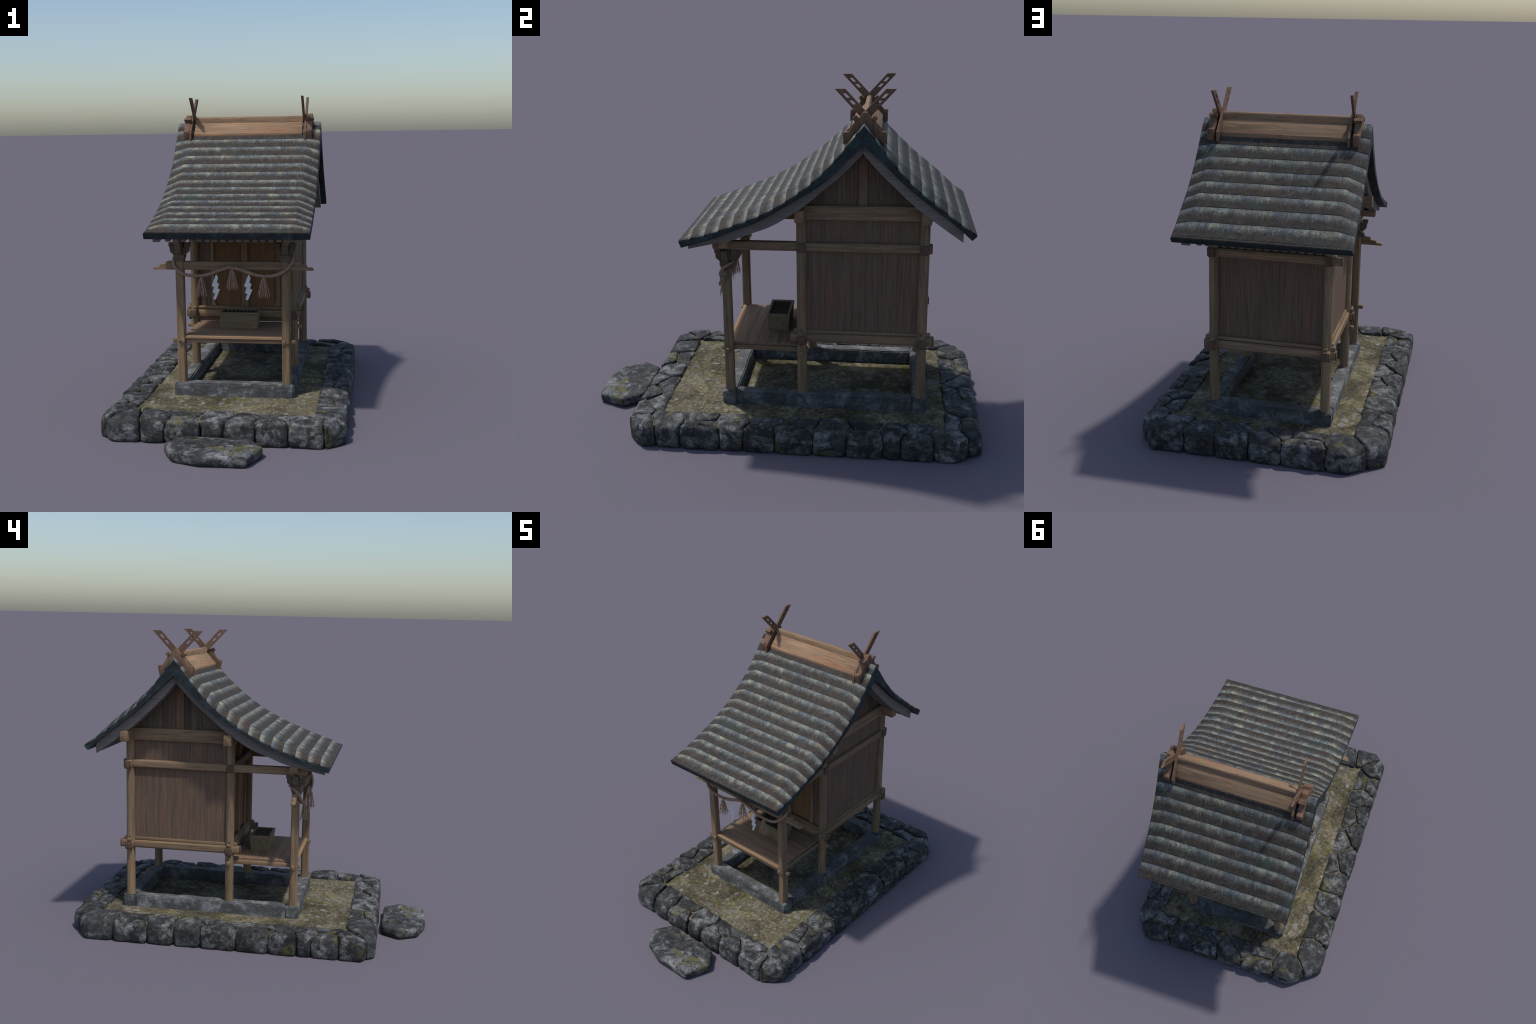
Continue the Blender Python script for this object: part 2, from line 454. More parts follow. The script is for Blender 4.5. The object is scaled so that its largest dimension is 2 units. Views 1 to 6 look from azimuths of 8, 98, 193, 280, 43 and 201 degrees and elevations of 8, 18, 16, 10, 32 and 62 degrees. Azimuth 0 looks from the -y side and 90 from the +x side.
def clip(poly, a, b, c):
    """keep a*x + b*y <= c"""
    out = []
    for i, p in enumerate(poly):
        q = poly[(i + 1) % len(poly)]
        dp, dq = a * p[0] + b * p[1] - c, a * q[0] + b * q[1] - c
        if dp <= 0:
            out.append(p)
        if (dp < 0 < dq) or (dq < 0 < dp):
            t = dp / (dp - dq)
            out.append((p[0] + (q[0] - p[0]) * t, p[1] + (q[1] - p[1]) * t))
    return out

def outline(inset=0.0):
    x, y0, y1, c = OUT_X - inset, OUT_Y0 + inset, OUT_Y1 - inset, CH
    return [(-x + c * .8, y0), (x - c * 1.1, y0), (x, y0 + c * 0.95), (x, y1 - c * 1.45), (x - c * 1.0, y1),
            (-x + c * 1.9, y1), (-x, y1 - c * 1.42), (-x, y0 + c * .8)]

# one seed per stone, going round the ring; cells of the seeds become the stones
SEEDS = [(-.545, -.585), (-.47, -.668), (-.335, -.645), (-.19, -.585), (-.175, -.705), (-.03, -.645),
         (.165, -.60), (.105, -.71), (.245, -.70), (.355, -.60), (.42, -.69), (.525, -.525), (.575, -.655),
         (.48, -.365), (.58, -.34), (.53, -.195), (.475, -.03), (.575, -.055), (.485, .135), (.575, .085),
         (.53, .29), (.475, .45), (.585, .445), (.53, .58), (.475, .70), (.585, .685), (.54, .82),
         (.43, .845), (.45, .94), (.275, .905), (.12, .855), (.105, .955), (-.02, .925), (-.10, .84),
         (-.235, .85), (-.24, .955), (-.395, .895), (-.53, .785), (-.485, .59), (-.575, .61), (-.53, .435),
         (-.53, .295), (-.455, .165), (-.555, .115), (-.47, -.01), (-.57, -.085), (-.48, -.195), (-.57, -.235),
         (-.52, -.345), (-.475, -.475), (-.565, -.47)]

platform = prism('platform', outline(0.03), 2, 0.002, GROUND, M_SOIL, shrine)

def chaikin(poly, it=2, w=0.22):
    for _ in range(it):
        out = []
        for i, p in enumerate(poly):
            q = poly[(i + 1) % len(poly)]
            out.append((p[0] + (q[0] - p[0]) * w, p[1] + (q[1] - p[1]) * w))
            out.append((p[0] + (q[0] - p[0]) * (1 - w), p[1] + (q[1] - p[1]) * (1 - w)))
        poly = out
    return poly

def resample(poly, n):
    L = [math.dist(poly[i], poly[(i + 1) % len(poly)]) for i in range(len(poly))]
    tot = sum(L); out = []; i = 0; acc = 0.0
    for k in range(n):
        d = tot * k / n
        while acc + L[i] < d:
            acc += L[i]; i += 1
        t = (d - acc) / L[i]
        p, q = poly[i], poly[(i + 1) % len(poly)]
        out.append((p[0] + (q[0] - p[0]) * t, p[1] + (q[1] - p[1]) * t))
    return out

def rim_distance(x, y):
    o = outline(0.0); best = 9.0
    for i, p in enumerate(o):
        q = o[(i + 1) % len(o)]
        ex, ey = q[0] - p[0], q[1] - p[1]
        t = max(0.0, min(1.0, ((x - p[0]) * ex + (y - p[1]) * ey) / (ex * ex + ey * ey)))
        best = min(best, math.dist((x, y), (p[0] + ex * t, p[1] + ey * t)))
    return best

def stone_mesh(name, poly, top, mat, parent, seed, edge=0.010, bottom=0.0, tilt=0.006, rough=0.0042, n=80):
    poly = resample(chaikin(poly, 2, 0.065), n)
    # outer faces of the ring: bellied between the joints, pulled back at the joints
    outer = [rim_distance(x, y) < 0.014 for x, y in poly]
    joints = [p for p, o in zip(poly, outer) if not o]
    new = []
    for (x, y), o in zip(poly, outer):
        if o and joints:
            dj = min(math.dist((x, y), q) for q in joints)
            kx, ky = max(-.5, min(.5, x)), max(-.62, min(.87, y))
            L = math.hypot(x - kx, y - ky) or 1.0
            push = 0.0065 - 0.019 * math.exp(-dj / 0.013)
            x += (x - kx) / L * push; y += (y - ky) / L * push
        new.append((x, y))
    poly = new
    pull = [1.0 if o else 0.0 for o in outer]
    pull = [sum(pull[(i + d) % n] for d in range(-4, 5)) / 9 for i in range(n)]
    cx = sum(p[0] for p in poly) / n; cy = sum(p[1] for p in poly) / n
    R = min(math.hypot(p[0] - cx, p[1] - cy) for p in poly)
    H = top - bottom
    prof = [(0.008, 0.0), (0.003, 0.10), (0.001, 0.25), (0.0, 0.45), (0.0005, 0.62), (0.002, 0.77)]
    for k in range(1, 6):
        a = k / 5 * math.pi / 2
        prof.append((0.002 + edge * (1 - math.cos(a)), 0.77 + 0.22 * math.sin(a) * 0.94))
    vs = []
    rnd = random.Random(seed)
    tx, ty = rnd.uniform(-tilt, tilt) / 0.06, rnd.uniform(-tilt, tilt) / 0.06
    def put(x, y, h):
        z = bottom + H * h
        k = max(0.0, h - 0.4) / 0.6
        z += k * ((x - cx) * tx + (y - cy) * ty)
        p = Vector((x, y, z))
        s = Vector((seed * 3.1, seed * 1.3, 0))
        d = noise.noise_vector(p * 17 + s) * rough * 1.1 + noise.noise_vector(p * 42 + s) * rough * 0.55
        if h <= 0.02:
            d.z = 0
        p += d
        for nrm, off in facets:
            e = (p - mid).dot(nrm) - off
            if e > 0 and h > 0.02:
                p -= nrm * e * 0.85
        p.z = max(p.z, bottom)
        vs.append(p)
    mid = Vector((cx, cy, bottom + H * 0.5))
    facets = []
    for _ in range(9):
        a = rnd.uniform(0, 2 * math.pi); el = rnd.uniform(-0.1, 1.25)
        nrm = Vector((math.cos(a) * math.cos(el), math.sin(a) * math.cos(el), math.sin(el)))
        reach = max(nrm.dot(Vector((x - cx, y - cy, H * 0.5))) for x, y in poly)
        facets.append((nrm, reach * rnd.uniform(0.89, 0.99)))
    for ins, h in prof:
        for (x, y), pu in zip(poly, pull):
            r = math.hypot(x - cx, y - cy)
            k = 1 - (ins * (1 + 1.6 * pu * (h > 0.7)) + 0.006 * pu * max(0.0, h - 0.45)) / max(r, 1e-4)
            put(cx + (x - cx) * k, cy + (y - cy) * k, h * (1 - 0.05 * pu * (h > 0.6)))
    caps = 5
    lastins = prof[-1][0]
    lasth = prof[-1][1]
    for c in range(1, caps):
        s = 1 - c / caps
        for (x, y), pu in zip(poly, pull):
            r = math.hypot(x - cx, y - cy)
            k = (1 - (lastins * (1 + 1.6 * pu) + 0.006 * pu * 0.5) / r) * s
            h0 = lasth * (1 - 0.05 * pu)
            put(cx + (x - cx) * k, cy + (y - cy) * k, h0 + (1.01 - h0) * (1 - s * s))
    put(cx, cy, 1.01)
    rings = len(prof) + caps - 1
    fs = []
    for k in range(rings - 1):
        for i in range(n):
            j = (i + 1) % n
            fs.append((k * n + i, k * n + j, (k + 1) * n + j, (k + 1) * n + i))
    ctr = rings * n
    for i in range(n):
        fs.append(((rings - 1) * n + i, (rings - 1) * n + (i + 1) % n, ctr))
    fs.append(tuple(range(n - 1, -1, -1)))
    return from_pydata(name, vs, fs, mat, parent, True)

for si, (sx, sy) in enumerate(SEEDS):
    cell = outline(0.0)
    for sj, (ox, oy) in enumerate(SEEDS):
        if sj != si and math.dist((sx, sy), (ox, oy)) < 0.45:
            a, b = ox - sx, oy - sy
            cell = clip(cell, a, b, (ox * ox + oy * oy - sx * sx - sy * sy) / 2 - 0.0008 * math.hypot(a, b))
    # keep to the ring: cut at the inner line on the side(s) where the stone stands
    wig = 0.012 * noise.noise(Vector((sx * 9, sy * 9, 3.0)))
    if abs(sx) > IN_X + .02 and (sy < IN_Y0 or sy > IN_Y1):
        pass                                   # corner stones turn the corner
    elif sy < IN_Y0:
        cell = clip(cell, 0, 1, IN_Y0 + wig)
    elif sy > IN_Y1:
        cell = clip(cell, 0, -1, -(IN_Y1 - wig))
    elif sx > 0:
        cell = clip(cell, -1, 0, -(IN_X - wig))
    else:
        cell = clip(cell, 1, 0, -(IN_X - wig))
    h = 0.1205 + 0.006 * noise.noise(Vector((sx * 13, sy * 13, 0)))
    inner = abs(sx) < 0.5 and IN_Y0 - 0.06 < sy < IN_Y1 + 0.06
    stone_mesh('stone', cell, h - (0.004 if inner else 0), M_STONE, platform, si + 1)

# pebbles bedded in the soil
def pebble(name, x, y, r, seed):
    rnd = random.Random(seed)
    n = 12
    asp = rnd.uniform(0.55, 0.95); rot = rnd.uniform(0, 3.14)
    rr = [r * (0.82 + 0.3 * rnd.random()) for _ in range(n)]
    vs, fs = [], []
    hh = 0.0022 + r * 0.10
    for s, z in ((1.0, -0.002), (0.97, hh * 0.45), (0.78, hh * 0.88), (0.4, hh)):
        for i in range(n):
            a = 2 * math.pi * i / n
            px, py = rr[i] * s * math.cos(a), rr[i] * s * math.sin(a) * asp
            vs.append((x + px * math.cos(rot) - py * math.sin(rot), y + px * math.sin(rot) + py * math.cos(rot), GROUND + z))
    vs.append((x, y, GROUND + hh))
    for k in range(3):
        for i in range(n):
            j = (i + 1) % n
            fs.append((k * n + i, k * n + j, (k + 1) * n + j, (k + 1) * n + i))
    for i in range(n):
        fs.append((3 * n + i, 3 * n + (i + 1) % n, 4 * n))
    fs.append(tuple(range(n - 1, -1, -1)))
    return from_pydata(name, vs, fs, M_PEB, platform, True)

placed = []
def try_pebble(x, y, r, seed):
    if abs(x) > IN_X - r - 0.004 or not (IN_Y0 + r < y < IN_Y1 - r):
        return
    if abs(x) < 0.322 + r and -0.287 - r < y < 0.74 + r and not (abs(x) < 0.245 - r and -0.21 + r < y < 0.66 - r):
        return
    if any(math.dist((x, y), q[:2]) < r + q[2] + 0.003 for q in placed):
        return
    placed.append((x, y, r))
    pebble('pebble', x, y, r, seed)
for i in range(520):
    front = RND.random() < 0.6
    x = RND.uniform(-0.43, 0.43)
    y = RND.uniform(-0.55, -0.29) if front else RND.uniform(-0.55, 0.81)
    if len(placed) < 70:
        try_pebble(x, y, 0.006 + 0.016 * RND.random() ** 2.5, i)

# stone sills under the posts: two full-width end sills, side sills butted between them
def sill(x0, x1, y0, y1, seed):
    bm = bmesh.new()
    bmesh.ops.create_cube(bm, size=1.0)
    z0, z1 = GROUND - 0.02, 0.171
    for v in bm.verts:
        v.co = Vector(((x0 + x1) / 2 + v.co.x * (x1 - x0), (y0 + y1) / 2 + v.co.y * (y1 - y0), (z0 + z1) / 2 + v.co.z * (z1 - z0)))
    lx = x1 - x0 > y1 - y0
    long_edges = [e for e in bm.edges if abs((e.verts[0].co - e.verts[1].co)[0 if lx else 1]) > 0.2]
    bmesh.ops.subdivide_edges(bm, edges=long_edges, cuts=26)
    bmesh.ops.bevel(bm, geom=[e for e in bm.edges if len(e.link_faces) == 2 and e.calc_face_angle(0) > 0.8], offset=0.006, segments=2, affect='EDGES')
    for v in bm.verts:
        d = noise.noise_vector(v.co * 13 + Vector((seed, 0, seed))) * 0.004 + noise.noise_vector(v.co * 40 + Vector((seed, 0, 0))) * 0.0018
        v.co += d
    return from_bm('sill_stone', bm, M_SILL, shrine, 50)
sill(-.318, .318, -.284, -.213, 1)
sill(-.318, .318, .663, .736, 2)
sill(-.317, -.250, -.2125, .6625, 3)
sill(.250, .317, -.2125, .6625, 4)

# stepping stone, an irregular low octagon in front
step_poly = [(-.240, -.850), (-.176, -.745), (.168, -.752), (.240, -.850), (.178, -.992), (-.042, -.999), (-.178, -.956)]
def stepping_stone():
    n = 84
    base = resample(chaikin([(x * .990 - .004, -.872 + (y + .872) * .985) for x, y in step_poly], 1, 0.05), n)
    cx, cy = 0.0, -0.865
    prof = [(0.010, 0.0), (0.002, 0.008), (0.0, 0.022), (0.001, 0.040), (0.004, 0.048), (0.010, 0.0515), (0.03, 0.0525)]
    vs, fs = [], []
    def put(x, y, z):
        p = Vector((x, y, z))
        d = noise.noise_vector(p * 14) * 0.003 + noise.noise_vector(p * 38) * 0.0016
        if z <= 0.0: d.z = 0
        p += d
        p.z = max(0.0, p.z)
        vs.append(p)
    for ins, z in prof:
        for x, y in base:
            r = math.hypot(x - cx, y - cy); k = 1 - ins / r
            put(cx + (x - cx) * k, cy + (y - cy) * k, z)
    for c in range(1, 9):
        s = 1 - c / 9
        for x, y in base:
            r = math.hypot(x - cx, y - cy); k = (1 - 0.03 / r) * s
            put(cx + (x - cx) * k, cy + (y - cy) * k, 0.0525 + 0.0025 * (1 - s))
    put(cx, cy, 0.055)
    rings = len(prof) + 8
    for k in range(rings - 1):
        for i in range(n):
            j = (i + 1) % n
            fs.append((k * n + i, k * n + j, (k + 1) * n + j, (k + 1) * n + i))
    for i in range(n):
        fs.append(((rings - 1) * n + i, (rings - 1) * n + (i + 1) % n, rings * n))
    fs.append(tuple(range(n - 1, -1, -1)))
    ob = from_pydata('stepping_stone', vs, fs, M_SLAB, None, True)
    ob.data.set_sharp_from_angle(angle=math.radians(50))
    ob['label'] = 'flat dark angular stepping stone with yellow lichen'
    ob['category'] = 'stone'
stepping_stone()

# ================================================================== FRAME
PX, YF, YM, YB = 0.283, -0.249, 0.119, 0.700
for sx in (-1, 1):
    log('post', (sx * .280, YF, .168), (sx * .280, YF, .828), .0225, .0215, W_POST, shrine, square=0.30)
    log('post', (sx * PX, YM, .168), (sx * PX, YM, 1.085), .0245, .0235, W_POST, shrine)
    log('post', (sx * PX, YB, .168), (sx * PX, YB, 1.085), .0250, .0235, W_POST, shrine)
    # low rails, mid rails and eave tie beams along the sides
    box('rail', sx * .285 - .020, sx * .285 + .020, .057, .757, .450, .494, W_Y, shrine, .011, 3)
    box('thin_rail', sx * .280 - .012, sx * .280 + .012, .078, .742, .494, .511, W_Y, shrine, .004)
    box('rail', sx * .285 - .018, sx * .285 + .018, -.313, .735, .918, .963, W_Y, shrine, .009, 3)
    box('tie_beam', sx * .283 - .019, sx * .283 + .019, .088, .735, 1.075, 1.145, W_Y, shrine, .006)
# cross rails, front and rear
for y, out in ((YM, .328), (YB, .331)):
    box('rail', -out, out, y - .020, y + .020, .446, .4885, W_X, shrine, .010, 3)
    box('thin_rail', -out + .004, out - .004, y - .013, y + .011, .492, .5095, W_X, shrine, .004)
    box('rail', -.312 if y == YM else -.345, .312, y - .0185, y + .0185, .9165, .9605, W_X, shrine, .009, 3)
# dark end grain shows on every timber end that passes through a post
def end_cap(axis, side, pos, c1, c2, w1, w2):
    lo, hi = sorted((pos - side * .006, pos + side * .0012))
    if axis == 0:
        box('rail_end', lo, hi, c1 - w1, c1 + w1, c2 - w2, c2 + w2, W_END, shrine, .005, 2)
    else:
        box('rail_end', c1 - w1, c1 + w1, lo, hi, c2 - w2, c2 + w2, W_END, shrine, .005, 2)
for sx in (-1, 1):
    for y, out in ((YM, .328), (YB, .331)):
        end_cap(0, sx, sx * out, y, .4673, .0202, .0215)
        end_cap(0, sx, sx * (.345 if (sx < 0 and y == YB) else .312), y, .9385, .0187, .0222)
    end_cap(1, 1, .757, sx * .285, .472, .0202, .0222)
    end_cap(1, -1, .057, sx * .285, .472, .0202, .0222)
    end_cap(1, 1, .735, sx * .285, .9405, .0182, .0227)
# purlins carrying the roof
for y in (.118, .703):
    box('purlin', -.402, .374, y - .0225, y + .0225, 1.077, 1.138, W_X, shrine, .006)
box('purlin', -.378, .372, -.266, -.221, .946, .984, W_X, shrine, .005)

# walls
prism('floor', [(-.27, .13), (.27, .13), (.27, .69), (-.27, .69)], 2, .455, .47, W_PANEL, shrine)
for sx in (-1, 1):
    a, b = sorted((sx * .272, sx * .283))
    box('wall_panel', a, b, .14, .682, .500, 1.080, W_PANEL, shrine, .001, 1)
    # gable: boards under the slope with a king post
box('wall_panel', -.262, .262, .683, .694, .500, 1.10, W_PANEL, shrine, .001, 1)

# ------------------------------------------------------------------ front doors
box('wall_panel', -.262, -.186, .127, .137, .505, 1.10, W_PANEL, shrine, .001, 1)
box('wall_panel', .203, .262, .127, .137, .505, 1.10, W_PANEL, shrine, .001, 1)
for x0, x1 in ((-.175, -.009), (.020, .188)):
    box('door', x0 - .004, x1 + .004, .1345, .1445, .505, 1.10, W_DOOR, shrine, .0015, 1)
def stile(xl, xr, fl, fr):
    """upright batten whose foot flares out in a curve"""
    z0, z1 = .5105, 1.09
    pts = [(xl - fl, z0), (xr + fr, z0)]
    if fr:
        pts += [(xr + fr * .5, z0 + .012), (xr + .001, z0 + .03)]
    pts += [(xr, z1), (xl, z1)]
    if fl:
        pts += [(xl - .001, z0 + .03), (xl - fl * .5, z0 + .012)]
    prism('door_stile', pts, 1, .121, .1345, W_POST, shrine)
stile(-.187, -.174, 0, .013)
stile(-.011, .021, .008, .008)
stile(.187, .204, .013, 0)

# ------------------------------------------------------------------ porch
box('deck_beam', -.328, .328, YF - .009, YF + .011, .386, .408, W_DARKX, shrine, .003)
box('deck_beam', -.328, .328, YM - .010, YM + .010, .386, .408, W_X, shrine, .003)
for sx in (-1, 1):
    x = sx * .268
    box('deck_beam', x - .009, x + .009, YF - .030, YM + .028, .387, .4100, W_Y, shrine, .003)
box('skirt_board', -.262, .262, YM - .006, YM + .006, .4235, .4455, W_DARKX, shrine, .001, 1)
deck = empty('deck', shrine)
ys = [-.264, -.246, -.163, -.113, -.062, -.011, .040, .112]
for i in range(7):
    box('deck_board', -.262, .262, ys[i] + .0002, ys[i + 1] - .0002, .4095, .4225, W_DECK if i else W_EDGE, deck, .0012, 1)
# pegs and tenon ends through the posts
for sx in (-1, 1):
    log('peg', (sx * .286, YF - .034, .396), (sx * .286, YF, .396), .0065, .007, W_DARK, shrine, n=8, rings=2, bevel=.002)
    log('peg', (sx * .296, YM - .006, .432), (sx * .322, YM - .006, .436), .0055, .005, W_DARK, shrine, n=8, rings=2, bevel=.002)
    for y in (YM, YB):
        log('peg', (sx * .296, y - .004, .498), (sx * .312, y - .004, .522), .0065, .005, W_DARK, shrine, n=8, rings=2, bevel=.002)
# carved cross beam between the porch posts, its noses stepping down
def nose_beam():
    half = [(.262, .8225), (.345, .8225), (.354, .818), (.357, .8075), (.381, .8075), (.389, .803), (.392, .7925),
            (.414, .7925), (.421, .789), (.424, .782), (.423, .7785)]
    prof = half + [(-x, z) for x, z in reversed(half)]
    prism('carved_beam', prof, 1, -.262, -.236, W_X, shrine, .0012)
nose_beam()

def bracket(sx):
    """bearing block and two crossed bracket arms over a porch post"""
    x0 = sx * .2795
    b = empty('bracket', shrine)
    vs, fs = [], []
    lev = [(.0225, .822), (.0235, .829), (.0285, .845), (.0285, .8595)]
    for r, z in lev:
        vs += [(x0 - r, YF - r, z), (x0 + r, YF - r, z), (x0 + r, YF + r, z), (x0 - r, YF + r, z)]
    for k in range(3):
        for i in range(4):
            j = (i + 1) % 4
            fs.append((4 * k + i, 4 * k + j, 4 * k + 4 + j, 4 * k + 4 + i))
    fs += [(0, 1, 2, 3), (12, 13, 14, 15)]
    from_pydata('bearing_block', vs, fs, W_DARK, b)
    h = [(.0, .858), (.032, .858), (.050, .874), (.0505, .893), (.0565, .904), (.0565, .921), (.026, .921), (.024, .897), (0, .897)]
    arm = h[:-1] + [(-a, z) for a, z in reversed(h[1:-1])]
    # the notch between centre and arm ends stays open, with a small block over the middle
    prism('bracket_arm', [(x0 + a, z) for a, z in arm], 1, YF - .0155, YF + .0155, W_DARK, b, .0012)
    prism('bracket_arm', [(YF + a, z + .0006) for a, z in arm], 0, x0 - .0150, x0 + .0150, W_DARK, b, .0012)
    box('small_block', x0 - .019, x0 + .019, YF - .019, YF + .019, .8965, .9305, W_DARK, b, .003)
for sx in (-1, 1):
    bracket(sx)

# ------------------------------------------------------------------ rope, tassels, paper streamers
rope_pts = [(-.300, -.208, .862), (-.312, -.228, .849), (-.313, -.252, .832), (-.305, -.272, .801), (-.275, -.280, .769), (-.230, -.282, .752),
            (-.165, -.282, .750), (-.120, -.283, .760), (-.075, -.284, .776), (-.030, -.285, .792), (0, -.285, .795), (.036, -.285, .789),
            (.090, -.284, .769), (.134, -.283, .756), (.176, -.282, .751), (.230, -.282, .757), (.272, -.280, .777),
            (.304, -.272, .806), (.316, -.252, .835), (.314, -.228, .850), (.302, -.208, .862)]
def catmull(pts, per=8):
    P = [Vector(p) for p in pts]; out = []
    for i in range(len(P) - 1):
        a, b, c, d = P[max(i - 1, 0)], P[i], P[i + 1], P[min(i + 2, len(P) - 1)]
        for k in range(per):
            t = k / per
            out.append(0.5 * ((2 * b) + (c - a) * t + (2 * a - 5 * b + 4 * c - d) * t * t + (3 * b - a - 3 * c + d) * t ** 3))
    return out + [P[-1]]
path = catmull(rope_pts)
m = len(path)
rad = [.0096 * min(1.0, .25 + min(k, m - 1 - k) / 22) for k in range(m)]
v_, f_ = tube(path, rad, n=18, lobes=3, twist=0.07, depth=0.22)
rope = from_pydata('sacred_rope', v_, f_, M_ROPE, shrine, True)

def tassel(x, z, seed):
    rnd = random.Random(seed)
    V, F = [], []
    count = 20
    for i in range(count):
        a = 2 * math.pi * i / count + rnd.uniform(-.15, .15)
        spread = .030 * (1.0 if i % 3 else 0.45) * rnd.uniform(.85, 1.1)
        L = .104 * rnd.uniform(.9, 1.06)
        dx, dy = math.cos(a) * spread, math.sin(a) * spread * 0.75
        pts, rr = [], []
        for k in range(12):
            t = k / 11
            g = t ** 0.5 * 0.75 + t * 0.25
            wob = 0.0009 * math.sin(k * 2.3 + seed + i)
            pts.append(Vector((x + dx * g + wob, -.285 + dy * g + wob, z - L * t)))
            rr.append(.0016 + .0004 * math.sin(k * 1.9 + i))
        rr[-1] *= .6
        v, f = tube(pts, rr, n=5)
        o = len(V); V += v; F += [tuple(q + o for q in fc) for fc in f]
    ob = from_pydata('tassel', V, F, M_STRAW, rope, True)
    ob['kind'] = 'stuff'
for x, z, s in ((-.162, .744, 1), (.002, .787, 2), (.168, .745, 3)):
    tassel(x, z, s)

def streamer(x0):
    zig = [(-.081, .762), (-.0705, .742), (-.0775, .717), (-.0660, .711), (-.0745, .686), (-.0625, .680), (-.0865, .624),
           (-.0990, .630), (-.0885, .657), (-.1015, .665), (-.0915, .692), (-.1060, .6995)]
    prism('paper_streamer', [(x + .081 + x0, z) for x, z in zig], 1, -.2868, -.2856, M_PAPER, rope)
streamer(-.081)
streamer(.090)

# ------------------------------------------------------------------ offering box on the deck
obox = empty('offering_box')
obox['label'] = 'small slatted wooden offering box standing on deck'
obox['category'] = 'box'
BX0, BX1, BY0, BY1, BZ0, BZ1 = -.108, .106, -.081, .036, .4228, .514
T = .009
def box_wall(p0, p1, inward):
    """wall board leaning in a little towards its foot"""
    bm = bmesh.new()
    p0, p1, inward = Vector(p0), Vector(p1), Vector(inward)
    along = (p1 - p0).normalized()
    vs = []
    for z, lean in ((BZ0, .006), (BZ1 - .012, .0)):
        for q, e in ((p0, 1), (p1, -1)):
            base = q + inward * lean + along * e * lean
            for t in (0.0, T):
                v = base + inward * t
                vs.append(bm.verts.new((v.x, v.y, z)))
    for f in ((0, 1, 3, 2), (4, 6, 7, 5), (0, 2, 6, 4), (1, 5, 7, 3), (0, 4, 5, 1), (2, 3, 7, 6)):
        bm.faces.new([vs[k] for k in f])
    from_bm('box_wall', bm, W_BOX, obox)
box_wall((BX0, BY0, 0), (BX1, BY0, 0), (0, 1, 0))
box_wall((BX1, BY1, 0), (BX0, BY1, 0), (0, -1, 0))
box_wall((BX0, BY1 - T, 0), (BX0, BY0 + T, 0), (1, 0, 0))
box_wall((BX1, BY0 + T, 0), (BX1, BY1 - T, 0), (-1, 0, 0))
for a in ((BX0 - .002, BX1 + .002, BY0 - .002, BY0 + .011), (BX0 - .002, BX1 + .002, BY1 - .011, BY1 + .002),
          (BX0 - .002, BX0 + .011, BY0 + .011, BY1 - .011), (BX1 - .011, BX1 + .002, BY0 + .011, BY1 - .011)):
    box('box_rim', *a, BZ1 - .0148, BZ1, W_BOX, obox, .0015, 1)
box('box_bottom', BX0 + T + .004, BX1 - T - .004, BY0 + T + .004, BY1 - T - .004, BZ0 + .001, BZ0 + .008, W_BOX, obox, 0)
for i in range(9):
    x = BX0 + .020 + i * (BX1 - BX0 - .040) / 8
    log('box_slat', (x, BY0 + .008, BZ1 - .0105), (x, BY1 - .008, BZ1 - .0105), .0058, .0058, W_SLAT, obox, n=8, rings=2, bevel=.0005)

# ================================================================== ROOF
RIDGE_Y = .4135
TOP_F = [(-.447, .998), (-.39, 1.011), (-.323, 1.027), (-.255, 1.050), (-.188, 1.0745), (-.124, 1.098), (-.061, 1.127), (.002, 1.159),
         (.061, 1.194), (.119, 1.235), (.177, 1.279), (.230, 1.327), (.280, 1.381), (.326, 1.435), (.371, 1.493), (RIDGE_Y, 1.545)]
TOP_B = [(RIDGE_Y, 1.545), (.464, 1.482), (.513, 1.414), (.565, 1.351), (.620, 1.291), (.673, 1.240), (.730, 1.195), (.790, 1.149), (.852, 1.101), (.922, 1.055)]
BOT_F = [(-.436, .961), (-.296, 1.002), (-.186, 1.046), (-.075, 1.090), (.040, 1.155), (.150, 1.2205), (.250, 1.290), (.330, 1.371), (.412, 1.450)]
BOT_B = [(.412, 1.450), (.498, 1.372), (.600, 1.272), (.680, 1.206), (.730, 1.166), (.827, 1.092), (.902, 1.024)]
UND_F = [(-.410, .944), (-.290, .971), (-.202, .989), (-.106, 1.026), (-.010, 1.063), (.098, 1.129), (.156, 1.171), (.230, 1.236), (.274, 1.271), (.338, 1.331), (.410, 1.408)]
UND_B = [(.410, 1.408), (.474, 1.335), (.547, 1.262), (.641, 1.173), (.723, 1.108), (.858, 1.010)]
LIFT = [(-.447, 0.0), (-.42, .010), (-.39, .023), (-.33, .029), (-.25, .031), (-.12, .034), (.0, .035), (.17, .035), (.23, .032), (.28, .024), (.33, .012), (.38, .003), (RIDGE_Y, 0.0),
        (.45, .003), (.51, .014), (.57, .026), (.65, .034), (.73, .033), (.80, .026), (.85, .017), (.89, .007), (.922, 0.0)]
EDGE_X = .4212

